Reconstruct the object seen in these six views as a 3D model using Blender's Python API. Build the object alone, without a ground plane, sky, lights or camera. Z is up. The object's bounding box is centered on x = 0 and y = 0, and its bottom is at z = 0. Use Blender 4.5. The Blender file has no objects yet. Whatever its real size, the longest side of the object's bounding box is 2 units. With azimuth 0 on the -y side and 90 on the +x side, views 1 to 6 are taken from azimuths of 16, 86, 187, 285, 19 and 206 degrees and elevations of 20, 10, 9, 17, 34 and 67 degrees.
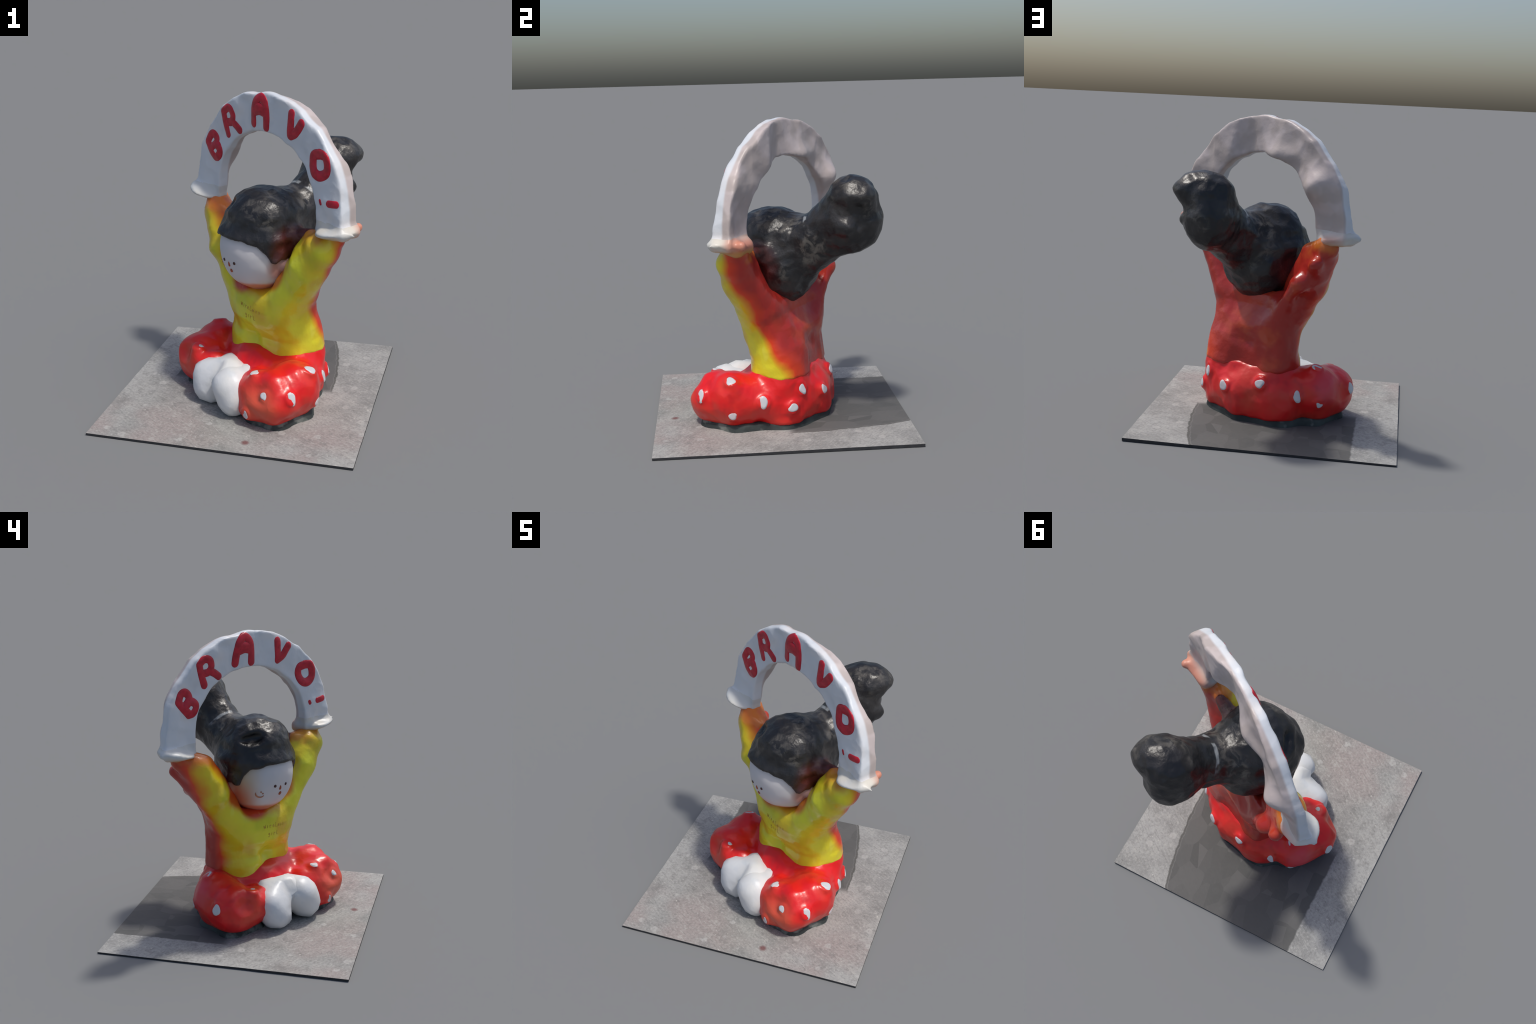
# Painted garden statue: a girl sitting cross-legged, arms raised, holding a
# lettered arch over her head, on a thin square slab.
# The statue is described in its own frame (x: viewer's right, -y: front, z: up)
# and turned as a whole about z by TURN.  The rounded bodies are signed distance
# fields (ellipsoids, tapered limbs, lofted sections) that are blended and meshed
# with a small "surface nets" routine; everything else is direct mesh code.
import bpy, bmesh, math
import numpy as np
from mathutils import Vector, Matrix

TURN = math.radians(-36.3)
rng = np.random.default_rng(7)

# ------------------------------------------------------------------ noise
def _hash(i, j, k, seed):
    n = (i * 374761393 + j * 668265263 + k * 2147483647 + seed * 1274126177) & 0xFFFFFFFF
    n = ((n ^ (n >> 13)) * 1274126177) & 0xFFFFFFFF
    return ((n ^ (n >> 16)) & 0xFFFF) / 65535.0

def noise(P, scale, seed=0):
    """smooth value noise, -1..1"""
    Q = P * scale + 100.0
    I = np.floor(Q).astype(np.int64)
    F = Q - I
    F = F * F * F * (F * (F * 6 - 15) + 10)
    r = 0
    for a in (0, 1):
        for b in (0, 1):
            for c in (0, 1):
                w = (F[:, 0] if a else 1 - F[:, 0]) * (F[:, 1] if b else 1 - F[:, 1]) * (F[:, 2] if c else 1 - F[:, 2])
                r = r + w * _hash(I[:, 0] + a, I[:, 1] + b, I[:, 2] + c, seed)
    return r * 2 - 1

def worley(P, scale, seed=0):
    """distance to the nearest of scattered points, in cell units"""
    Q = P * scale + 100.0
    I = np.floor(Q).astype(np.int64)
    best = np.full(len(P), 9.0)
    for a in (-1, 0, 1):
        for b in (-1, 0, 1):
            for c in (-1, 0, 1):
                i, j, k = I[:, 0] + a, I[:, 1] + b, I[:, 2] + c
                p = np.stack([i + _hash(i, j, k, seed + 1), j + _hash(i, j, k, seed + 2), k + _hash(i, j, k, seed + 3)], 1)
                best = np.minimum(best, np.linalg.norm(Q - p, axis=1))
    return best

def hammer(V, F, N, scale, amp, seed):
    """shallow flats with soft ridges between them, imitating the low-poly facets of the scan"""
    V = V + N * (amp * (worley(V, scale, seed) - 0.5))[:, None]
    A = np.cross(V[F[:, 2]] - V[F[:, 0]], V[F[:, 3]] - V[F[:, 1]])
    M = np.zeros_like(V)
    for i in range(4):
        np.add.at(M, F[:, i], A)
    M /= np.linalg.norm(M, axis=1, keepdims=True) + 1e-12
    M *= np.sign((M * N).sum(1, keepdims=True))
    return V, F, M

# ------------------------------------------------------------------ distance fields
def ell(P, c, r, rot=None):
    Q = P - np.array(c)
    if rot is not None:
        M = np.array(Matrix.Rotation(math.radians(rot[2]), 3, 'Z') @ Matrix.Rotation(math.radians(rot[1]), 3, 'Y')
                     @ Matrix.Rotation(math.radians(rot[0]), 3, 'X'))
        Q = Q @ M
    r = np.array(r)
    k0 = np.linalg.norm(Q / r, axis=1)
    k1 = np.linalg.norm(Q / (r * r), axis=1) + 1e-9
    return k0 * (k0 - 1) / k1

def limb(P, pts):
    """chain of tapered capsules: list of (x, y, z, radius)"""
    d = None
    for A, B in zip(pts[:-1], pts[1:]):
        a, b = np.array(A[:3]), np.array(B[:3])
        ab = b - a
        t = np.clip(((P - a) @ ab) / (ab @ ab), 0, 1)
        e = np.linalg.norm(P - a - t[:, None] * ab, axis=1) - (A[3] + t * (B[3] - A[3]))
        d = e if d is None else smin(d, e, 0.02)
    return d

def smin(a, b, k):
    h = np.maximum(k - np.abs(a - b), 0) / k
    return np.minimum(a, b) - h * h * k * 0.25

def smax(a, b, k):
    return -smin(-a, -b, k)

def smoothstep(x, a, b):
    t = np.clip((x - a) / (b - a), 0.0, 1.0)
    return t * t * (3 - 2 * t)

# ------------------------------------------------------------------ meshing
def surface_nets(f, lo, hi, h):
    lo = np.array(lo, float)
    n = np.ceil((np.array(hi) - lo) / h).astype(int) + 1
    ax = [lo[i] + h * np.arange(n[i]) for i in range(3)]
    G = np.stack(np.meshgrid(*ax, indexing='ij'), -1).reshape(-1, 3)
    V = np.concatenate([f(G[i:i + 400000]) for i in range(0, len(G), 400000)]).reshape(n)
    S = V < 0
    C = [S[a:n[0] - 1 + a, b:n[1] - 1 + b, c:n[2] - 1 + c] for a in (0, 1) for b in (0, 1) for c in (0, 1)]
    cnt = sum(c.astype(int) for c in C)
    act = (cnt > 0) & (cnt < 8)
    idx = -np.ones(act.shape, int)
    cells = np.argwhere(act)
    idx[act] = np.arange(len(cells))
    pos = np.zeros((len(cells), 3)); num = np.zeros(len(cells))
    corners = [(a, b, c) for a in (0, 1) for b in (0, 1) for c in (0, 1)]
    for i, p in enumerate(corners):
        for q in corners[i + 1:]:
            if sum(abs(np.array(p) - np.array(q))) != 1:
                continue
            va = V[cells[:, 0] + p[0], cells[:, 1] + p[1], cells[:, 2] + p[2]]
            vb = V[cells[:, 0] + q[0], cells[:, 1] + q[1], cells[:, 2] + q[2]]
            m = (va < 0) != (vb < 0)
            t = np.where(m, va / np.where(m, va - vb, 1), 0)
            pt = np.array(p) + t[:, None] * (np.array(q) - np.array(p))
            pos[m] += pt[m]; num[m] += 1
    pos = lo + h * (cells + pos / num[:, None])
    faces = []
    for d in range(3):
        u, v = (d + 1) % 3, (d + 2) % 3
        sl = [slice(None)] * 3; sl2 = [slice(None)] * 3
        sl[d] = slice(0, n[d] - 1); sl2[d] = slice(1, n[d])
        A, B = S[tuple(sl)], S[tuple(sl2)]
        E = np.argwhere(A != B)
        E = E[(E[:, u] > 0) & (E[:, v] > 0) & (E[:, u] < n[u] - 1) & (E[:, v] < n[v] - 1)]
        flip = A[E[:, 0], E[:, 1], E[:, 2]]
        def cell(du, dv):
            c = E.copy(); c[:, u] += du; c[:, v] += dv
            return idx[c[:, 0], c[:, 1], c[:, 2]]
        q = np.stack([cell(-1, -1), cell(0, -1), cell(0, 0), cell(-1, 0)], 1)
        q[~flip] = q[~flip][:, ::-1]
        faces.append(q)
    F = np.concatenate(faces)
    F = F[(F >= 0).all(1)]
    for _ in range(2):                                   # pull vertices onto the field
        g, v = gradient(f, pos)
        pos = pos - np.clip(v, -h, h)[:, None] * g * 0.8
    g, _ = gradient(f, pos)
    return pos, F, g

def gradient(f, P, e=0.002):
    g = np.stack([f(P + np.eye(3)[i] * e) - f(P - np.eye(3)[i] * e) for i in range(3)], 1) / (2 * e)
    l = np.linalg.norm(g, axis=1, keepdims=True)
    return g / np.maximum(l, 1e-6), f(P) / np.maximum(l[:, 0], 0.3)

# ------------------------------------------------------------------ objects
root = bpy.data.objects.new("girl_statue", None)
bpy.context.scene.collection.objects.link(root)
root.rotation_euler = (0, 0, TURN)
root["label"] = "painted seated girl statue holding a white arch reading BRAVO on a slab"
root["category"] = "garden statue"

def link(name, mesh, parent=root, mat=None):
    ob = bpy.data.objects.new(name, mesh)
    bpy.context.scene.collection.objects.link(ob)
    ob.parent = parent
    if mat:
        mesh.materials.append(mat)
    return ob

def add_mesh(name, V, F, mat, parent=root, N=None, smooth=True):
    me = bpy.data.meshes.new(name)
    me.from_pydata([tuple(v) for v in V], [], [tuple(int(i) for i in f) for f in F])
    me.update()
    if smooth:
        me.polygons.foreach_set("use_smooth", [True] * len(me.polygons))
        if N is not None:
            me.normals_split_custom_set_from_vertices([tuple(n) for n in N])
    return link(name, me, parent, mat)

def split_mesh(V, F, N, label, names, mats, parents=None):
    """one smooth surface cut by region; border vertices coincide"""
    C = V[F].mean(1)
    L = label(C)
    out = {}
    for i, nm in enumerate(names):
        f = F[L == i]
        if not len(f):
            continue
        u, inv = np.unique(f, return_inverse=True)
        out[i] = add_mesh(nm, V[u], inv.reshape(f.shape), mats[i], parents[i] if parents else root, N[u])
    return out

# ------------------------------------------------------------------ materials
class Nodes:
    def __init__(self, name, rough=0.5, spec=0.4):
        self.m = bpy.data.materials.new(name)
        self.m.use_nodes = True
        self.t = self.m.node_tree
        self.b = self.t.nodes["Principled BSDF"]
        self.b.inputs["Roughness"].default_value = rough
        self.b.inputs["Specular IOR Level"].default_value = spec
        self.tc = self.t.nodes.new("ShaderNodeTexCoord")
        s = self.t.nodes.new("ShaderNodeSeparateXYZ")
        self.link(self.tc.outputs["Object"], s.inputs[0])
        self.xyz = s.outputs
        self.obj = self.tc.outputs["Object"]
    def link(self, a, b):
        self.t.links.new(a, b)
    def put(self, v, sock):
        if hasattr(v, "is_output"):
            self.link(v, sock)
        else:
            sock.default_value = v
    def math(self, op, a, b=0.0, c=0.0):
        n = self.t.nodes.new("ShaderNodeMath"); n.operation = op
        self.put(a, n.inputs[0]); self.put(b, n.inputs[1]); self.put(c, n.inputs[2])
        return n.outputs[0]
    def step(self, x, a, b):
        n = self.t.nodes.new("ShaderNodeMapRange"); n.interpolation_type = 'SMOOTHSTEP'
        self.put(x, n.inputs[0]); self.put(a, n.inputs[1]); self.put(b, n.inputs[2])
        return n.outputs[0]
    def mapping(self, scale=(1, 1, 1), rot=(0, 0, 0), loc=(0, 0, 0), kind='POINT'):
        n = self.t.nodes.new("ShaderNodeMapping"); n.vector_type = kind
        n.inputs["Scale"].default_value = scale; n.inputs["Rotation"].default_value = rot
        n.inputs["Location"].default_value = loc
        self.link(self.obj, n.inputs[0])
        return n.outputs[0]
    def noise(self, scale, detail=3, rough=0.5, vec=None, dist=0.0):
        n = self.t.nodes.new("ShaderNodeTexNoise")
        n.inputs["Scale"].default_value = scale; n.inputs["Detail"].default_value = detail
        n.inputs["Roughness"].default_value = rough; n.inputs["Distortion"].default_value = dist
        self.link(vec or self.obj, n.inputs["Vector"])
        return n.outputs[0]
    def voronoi(self, scale, vec=None, feature='F1', rand=1.0):
        n = self.t.nodes.new("ShaderNodeTexVoronoi"); n.feature = feature
        n.inputs["Scale"].default_value = scale; n.inputs["Randomness"].default_value = rand
        self.link(vec or self.obj, n.inputs["Vector"])
        return n
    def mix(self, fac, a, b, blend='MIX'):
        n = self.t.nodes.new("ShaderNodeMix"); n.data_type = 'RGBA'; n.blend_type = blend
        self.put(fac, n.inputs[0])
        for v, s in ((a, n.inputs[6]), (b, n.inputs[7])):
            self.put(v if hasattr(v, "is_output") else (*v, 1.0), s)
        return n.outputs[2]
    def blob(self, c, r, soft=0.5):
        """1 inside a soft ball round c (object space), fading out at radius r"""
        n = self.t.nodes.new("ShaderNodeVectorMath"); n.operation = 'DISTANCE'
        self.link(self.obj, n.inputs[0]); n.inputs[1].default_value = c
        return self.step(n.outputs["Value"], r, r * (1 - soft))
    def ramp(self, fac, stops):
        n = self.t.nodes.new("ShaderNodeValToRGB")
        e = n.color_ramp.elements
        while len(e) < len(stops):
            e.new(0.5)
        for el, (p, c) in zip(e, stops):
            el.position = p; el.color = (*c, 1)
        self.link(fac, n.inputs[0])
        return n.outputs[0]
    def bump(self, height, strength=0.3, dist=0.01):
        n = self.t.nodes.new("ShaderNodeBump")
        n.inputs["Strength"].default_value = strength; n.inputs["Distance"].default_value = dist
        self.link(height, n.inputs["Height"])
        self.link(n.outputs[0], self.b.inputs["Normal"])
    def color(self, c):
        self.put(c if hasattr(c, "is_output") else (*c, 1.0), self.b.inputs["Base Color"])
        return self.m

RED = (0.74, 0.011, 0.013)
YELLOW = (0.74, 0.735, 0.036)
WHITE = (0.62, 0.64, 0.66)

def mat_shirt():
    n = Nodes("shirt_paint", 0.26, 0.5)
    x, y, z = n.xyz[0], n.xyz[1], n.xyz[2]
    w = n.math('MULTIPLY', n.math('SUBTRACT', n.noise(5, 2), 0.5), 0.10)
    # the yellow front reaches further back on the viewer's right, low down
    t = n.step(x, -0.15, 0.30)
    low = n.step(z, 0.75, 0.35)
    edge = n.math('ADD', n.math('MULTIPLY', t, n.math('MULTIPLY_ADD', low, 0.18, 0.10)), n.math('MULTIPLY_ADD', n.step(z, 0.80, 1.0), -0.035, 0.03))
    d = n.math('ADD', n.math('SUBTRACT', y, edge), w)
    c = n.ramp(n.math('MULTIPLY_ADD', d, 3.6, 0.5),
               [(0.0, YELLOW), (0.34, (0.75, 0.60, 0.022)), (0.45, (0.74, 0.30, 0.014)), (0.56, (0.70, 0.05, 0.012)), (0.75, (0.42, 0.026, 0.019))])  # red of the back deepened a little, after shade baked into the original
    # orange and olive stains on the yellow
    o = n.step(n.noise(4.5, 2, 0.5, n.mapping((1, 1, 0.6), loc=(3, 1, 0))), 0.50, 0.72)
    c = n.mix(n.math('MULTIPLY', o, n.math('MULTIPLY', n.step(d, 0.02, -0.12), 0.6)), c, (0.60, 0.34, 0.016))
    g = n.step(n.noise(6, 2, 0.5, n.mapping((1, 1, 0.7), loc=(7, 4, 2))), 0.52, 0.72)
    c = n.mix(n.math('MULTIPLY', g, n.math('MULTIPLY', n.step(d, 0.0, -0.1), 0.5)), c, (0.50, 0.53, 0.02))
    bk = n.math('MULTIPLY', n.step(n.noise(5.5, 3, vec=n.mapping(loc=(2, 2, 8))), 0.48, 0.66), n.step(d, 0.06, 0.16))
    c = n.mix(n.math('MULTIPLY', bk, 0.6), c, (0.58, 0.085, 0.03))
    # red collar under the chin, orange wrists
    for p, r, a in (((0.00, -0.02, 0.815), 0.14, 0.95), ((0.085, 0.08, 0.82), 0.22, 0.7), ((0.27, 0.0, 0.90), 0.13, 0.75), ((-0.13, 0.02, 0.92), 0.15, 0.85)):
        c = n.mix(n.math('MULTIPLY', n.blob(p, r, 0.4), a), c, (0.60, 0.035, 0.012))
    wr = n.math('MULTIPLY', n.step(n.math('ADD', z, n.math('MULTIPLY', n.noise(8, 2), 0.2)), 1.25, 1.33), 0.8)
    c = n.mix(wr, c, (0.64, 0.20, 0.03))
    hl = n.step(n.noise(9, 2, 0.5, n.mapping((1, 1, 0.5), loc=(1, 9, 5))), 0.64, 0.72)
    c = n.mix(n.math('MULTIPLY', hl, n.math('MULTIPLY', n.step(d, 0.0, -0.08), 0.4)), c, (0.78, 0.76, 0.10))
    n.bump(n.noise(14, 3), 0.25, 0.02)
    return n.color(c)

def mat_pants():
    n = Nodes("red_trouser_paint", 0.30, 0.5)
    c = n.mix(n.step(n.noise(5, 3), 0.4, 0.75), RED, (0.66, 0.045, 0.025))
    c = n.mix(n.math('MULTIPLY', n.step(n.noise(9, 2, vec=n.mapping(loc=(3, 3, 3))), 0.55, 0.7), 0.4), c, (0.42, 0.008, 0.012))
    # orange patch on the knee, pinkish patch on the other leg
    c = n.mix(n.math('MULTIPLY', n.blob((0.50, -0.38, 0.20), 0.20, 0.7), 0.75), c, (0.72, 0.12, 0.06))
    c = n.mix(n.math('MULTIPLY', n.blob((-0.45, 0.0, 0.27), 0.14, 0.7), 0.4), c, (0.62, 0.12, 0.16))
    n.bump(n.noise(10, 3), 0.25, 0.02)
    return n.color(c)

def mat_white(name="white_paint", base=WHITE, tint=(0.70, 0.66, 0.60), rough=0.4):
    n = Nodes(name, rough, 0.45)
    c = n.mix(n.step(n.noise(4, 2), 0.45, 0.7), base, tint)
    c = n.mix(n.math('MULTIPLY', n.step(n.noise(8, 3, vec=n.mapping(loc=(4, 0, 2))), 0.55, 0.75), 0.35), c, (0.50, 0.56, 0.62))
    n.bump(n.noise(18, 3), 0.2, 0.015)
    return n, c

def mat_hair():
    n = Nodes("black_hair_paint", 0.36, 0.5)
    c = n.mix(n.step(n.noise(7, 3), 0.4, 0.7), (0.012, 0.012, 0.014), (0.030, 0.028, 0.028))
    v = n.noise(16, 4, 0.6, dist=0.8)
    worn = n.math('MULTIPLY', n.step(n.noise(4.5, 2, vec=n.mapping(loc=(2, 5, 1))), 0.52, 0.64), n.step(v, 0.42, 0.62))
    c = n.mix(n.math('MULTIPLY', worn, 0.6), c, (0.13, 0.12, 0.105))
    c = n.mix(n.blob((-0.055, -0.112, 1.315), 0.085, 0.3), c, (0.006, 0.006, 0.007))
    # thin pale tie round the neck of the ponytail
    ax = n.math('ADD', n.math('MULTIPLY', n.math('SUBTRACT', n.xyz[1], 0.345), 0.83), n.math('MULTIPLY', n.math('SUBTRACT', n.xyz[2], 1.375), 0.56))
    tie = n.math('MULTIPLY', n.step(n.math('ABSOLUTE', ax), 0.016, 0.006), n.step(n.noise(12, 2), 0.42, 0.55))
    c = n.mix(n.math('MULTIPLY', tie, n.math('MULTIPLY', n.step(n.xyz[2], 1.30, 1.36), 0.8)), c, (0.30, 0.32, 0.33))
    # reddish brown overspray where the hair meets the viewer's-right arm
    for p, r in (((0.36, 0.06, 1.08), 0.19), ((0.47, 0.12, 1.21), 0.09), ((-0.16, 0.08, 1.0), 0.14)):
        c = n.mix(n.math('MULTIPLY', n.blob(p, r, 0.6), 0.55), c, (0.16, 0.022, 0.018))
    n.bump(n.noise(22, 4), 0.35, 0.02)
    return n.color(c)

def mat_face():
    n = Nodes("pale_face_paint", 0.42, 0.4)
    c = n.mix(n.step(n.noise(5, 2), 0.4, 0.7), (0.62, 0.61, 0.63), (0.68, 0.65, 0.66))
    x, y, z = n.xyz[0], n.xyz[1], n.xyz[2]
    # yellow-pink blush over the viewer's-left cheek, red round the jaw
    c = n.mix(n.math('MULTIPLY', n.step(x, -0.02, -0.14), 0.8), c, (0.50, 0.36, 0.20))
    c = n.mix(n.math('MULTIPLY', n.blob((-0.13, -0.02, 0.90), 0.20, 0.9), 0.85), c, (0.58, 0.13, 0.06))
    c = n.mix(n.math('MULTIPLY', n.blob((0.32, 0.0, 0.96), 0.12, 0.6), 0.7), c, (0.50, 0.16, 0.10))
    rim = n.step(n.math('ADD', z, n.math('MULTIPLY', n.noise(9, 2), 0.04)), 0.880, 0.845)
    c = n.mix(n.math('MULTIPLY', rim, 0.8), c, (0.64, 0.12, 0.03))
    n.bump(n.noise(16, 2), 0.1, 0.01)
    return n.color(c)

def mat_flat(name, col, rough=0.4):
    n = Nodes(name, rough, 0.45)
    c = n.mix(n.step(n.noise(30, 3), 0.35, 0.7), col, tuple(min(1, v * 0.72) for v in col))
    return n.color(c)

def mat_slab():
    n = Nodes("stone_slab", 0.75, 0.25)
    x, y = n.xyz[0], n.xyz[1]
    c = n.mix(n.step(n.noise(3.0, 3), 0.35, 0.65), (0.262, 0.260, 0.250), (0.36, 0.357, 0.343))
    pink = n.math('MULTIPLY', n.step(n.noise(2.2, 2, vec=n.mapping(loc=(1, 2, 0))), 0.38, 0.6), n.step(y, -0.1, -0.6))
    c = n.mix(n.math('MULTIPLY', pink, 0.9), c, (0.32, 0.275, 0.262))
    green = n.blob((0.0, -0.62, 0), 0.35, 0.9)
    c = n.mix(n.math('MULTIPLY', green, 0.35), c, (0.27, 0.28, 0.25))
    # fine diagonal brush streaks
    s = n.noise(9, 4, 0.65, n.mapping((1.0, 0.12, 1.0), rot=(0, 0, math.radians(-35)), kind='TEXTURE'))
    c = n.mix(n.math('MULTIPLY', n.step(s, 0.50, 0.74), 0.55), c, (0.44, 0.43, 0.40))
    s2 = n.noise(12, 4, 0.6, n.mapping((1.0, 0.15, 1.0), rot=(0, 0, math.radians(-33)), loc=(5, 5, 0), kind='TEXTURE'))
    c = n.mix(n.math('MULTIPLY', n.step(s2, 0.52, 0.7), 0.45), c, (0.19, 0.188, 0.182))
    bl = n.noise(11, 4, 0.65, n.mapping(loc=(9, 3, 0)))
    c = n.mix(n.math('MULTIPLY', n.step(bl, 0.54, 0.66), 0.35), c, (0.44, 0.43, 0.40))
    c = n.mix(n.math('MULTIPLY', n.step(bl, 0.46, 0.34), 0.35), c, (0.17, 0.167, 0.160))
    # pale round lime marks, some with a ring
    v = n.voronoi(8.5)
    pick = n.step(n.t.nodes.new("ShaderNodeSeparateColor").outputs[0], 0.68, 0.72)
    sep = [q for q in n.t.nodes if q.bl_idname == "ShaderNodeSeparateColor"][-1]
    n.link(v.outputs["Color"], sep.inputs[0])
    dist = n.math('ADD', v.outputs["Distance"], n.math('MULTIPLY', n.math('SUBTRACT', n.noise(25, 2), 0.5), 0.25))
    spot = n.math('MULTIPLY', n.step(dist, 0.26, 0.16), pick)
    c = n.mix(n.math('MULTIPLY', spot, 0.6), c, (0.46, 0.45, 0.43))
    core = n.math('MULTIPLY', n.step(dist, 0.14, 0.06), pick)
    c = n.mix(n.math('MULTIPLY', core, 0.4), c, (0.34, 0.325, 0.305))
    gr = n.noise(60, 4, 0.7)
    c = n.mix(n.math('MULTIPLY', n.step(gr, 0.52, 0.66), 0.45), c, (0.46, 0.45, 0.42))
    c = n.mix(n.math('MULTIPLY', n.step(gr, 0.48, 0.34), 0.45), c, (0.17, 0.165, 0.155))
    w = n.step(n.noise(45, 2, 0.5), 0.70, 0.76)
    c = n.mix(n.math('MULTIPLY', w, 0.7), c, (0.56, 0.54, 0.50))
    sk = n.noise(5, 2, 0.4, n.mapping((1.0, 0.035, 1.0), rot=(0, 0, math.radians(-48)), loc=(2, 7, 0), kind='TEXTURE'))
    c = n.mix(n.math('MULTIPLY', n.step(sk, 0.70, 0.78), 0.5), c, (0.54, 0.53, 0.50))
    # rust-red blotch
    c = n.mix(n.math('MULTIPLY', n.blob((0.155, -0.712, 0.01), 0.035, 0.7), 0.8), c, (0.16, 0.05, 0.05))
    # smooth dark patch behind the figure: baked shadow painted in, with a firm curved border
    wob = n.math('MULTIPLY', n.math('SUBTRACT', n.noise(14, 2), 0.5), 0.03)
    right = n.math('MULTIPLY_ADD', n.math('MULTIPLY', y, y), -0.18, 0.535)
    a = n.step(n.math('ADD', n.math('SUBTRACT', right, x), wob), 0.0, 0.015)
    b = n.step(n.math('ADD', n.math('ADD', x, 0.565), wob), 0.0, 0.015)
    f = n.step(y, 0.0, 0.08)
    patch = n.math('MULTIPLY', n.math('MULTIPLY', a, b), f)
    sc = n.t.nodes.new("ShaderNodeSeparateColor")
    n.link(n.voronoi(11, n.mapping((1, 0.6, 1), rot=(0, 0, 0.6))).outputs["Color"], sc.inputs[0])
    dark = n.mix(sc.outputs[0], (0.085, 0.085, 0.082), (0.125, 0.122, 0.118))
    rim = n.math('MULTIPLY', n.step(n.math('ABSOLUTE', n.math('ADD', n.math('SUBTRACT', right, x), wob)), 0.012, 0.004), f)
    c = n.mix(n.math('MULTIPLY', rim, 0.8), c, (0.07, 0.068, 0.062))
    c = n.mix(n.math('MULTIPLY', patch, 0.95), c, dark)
    n.bump(n.math('ADD', s, n.noise(40, 3)), 0.25, 0.006)
    return n.color(c)

def mat_plinth():
    n = Nodes("dark_plinth", 0.7, 0.3)
    c = n.mix(n.step(n.noise(6, 3), 0.4, 0.7), (0.03, 0.036, 0.036), (0.07, 0.085, 0.08))
    c = n.mix(n.math('MULTIPLY', n.step(n.noise(9, 3, vec=n.mapping(loc=(5, 1, 3))), 0.56, 0.66), 0.6), c, (0.22, 0.23, 0.21))
    n.bump(n.noise(30, 3), 0.4, 0.01)
    return n.color(c)

M_SHIRT, M_PANTS, M_HAIR, M_FACE = mat_shirt(), mat_pants(), mat_hair(), mat_face()
_n, _c = mat_white("white_shoe_paint", (0.72, 0.73, 0.74), (0.76, 0.75, 0.72)); M_SHOE = _n.color(_c)
_n, _c = mat_white("white_spot_paint", (0.60, 0.61, 0.63), (0.66, 0.56, 0.57)); M_SPOT = _n.color(_c)
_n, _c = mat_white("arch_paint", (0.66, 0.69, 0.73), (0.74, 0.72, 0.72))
_c = _n.mix(_n.math('MULTIPLY', _n.step(_n.xyz[1], 0.118, 0.138), 0.85), _c, _n.mix(_n.step(_n.noise(7, 2), 0.45, 0.6), (0.44, 0.36, 0.33), (0.53, 0.44, 0.42)))  # rear face painted dimmer and warmer, copying shade baked into the original
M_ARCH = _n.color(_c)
_n, _c = mat_white("hand_paint", (0.60, 0.61, 0.60), (0.66, 0.62, 0.54))
_c = _n.mix(_n.math('MULTIPLY', _n.step(_n.xyz[1], 0.12, 0.22), 0.8), _c, (0.62, 0.17, 0.08))
_c = _n.mix(_n.math('MULTIPLY', _n.step(_n.xyz[2], 1.255, 1.215), 0.8), _c, (0.56, 0.30, 0.06))
M_HAND = _n.color(_c)
M_LETTER = mat_flat("red_letter_paint", (0.55, 0.014, 0.036), 0.35)
M_EYE = mat_flat("dark_brown_paint", (0.07, 0.022, 0.018))
M_LIP = mat_flat("brown_red_paint", (0.36, 0.07, 0.02))
M_WRITE = mat_flat("faded_red_ink", (0.58, 0.34, 0.045), 0.6)
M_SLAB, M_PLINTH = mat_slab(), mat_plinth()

# ------------------------------------------------------------------ shirt: torso and raised arms
#        z     cx     cy     a      front  back      (half width, reach to the front and to the back of the widest line)
TORSO = [(0.22, 0.085, 0.17, 0.335, 0.24, 0.20), (0.33, 0.085, 0.17, 0.335, 0.212, 0.205), (0.45, 0.083, 0.17, 0.335, 0.212, 0.185),
         (0.55, 0.083, 0.165, 0.333, 0.255, 0.16), (0.65, 0.083, 0.16, 0.332, 0.268, 0.115), (0.76, 0.083, 0.15, 0.340, 0.245, 0.07), (0.95, 0.080, 0.145, 0.37, 0.215, 0.06)]
ARM_R = [(0.26, 0.10, 0.66, 0.11), (0.355, 0.085, 0.80, 0.122), (0.505, 0.065, 1.00, 0.124), (0.60, 0.083, 1.13, 0.106), (0.650, 0.125, 1.205, 0.080)]
ARM_L = [(-0.09, 0.11, 0.65, 0.11), (-0.195, 0.085, 0.77, 0.105), (-0.29, 0.040, 0.94, 0.113), (-0.39, 0.066, 1.13, 0.106), (-0.478, 0.108, 1.205, 0.080)]

def hem_z(P):
    return 0.282 + 0.068 * smoothstep(np.hypot(P[:, 0] - 0.085, 1.3 * (P[:, 1] + 0.08)), 0.12, 0.36) - 0.024 * smoothstep(P[:, 0], 0.15, -0.05) * smoothstep(P[:, 1], 0.12, -0.04) + 0.004 * noise(P, 6, 3)

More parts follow.
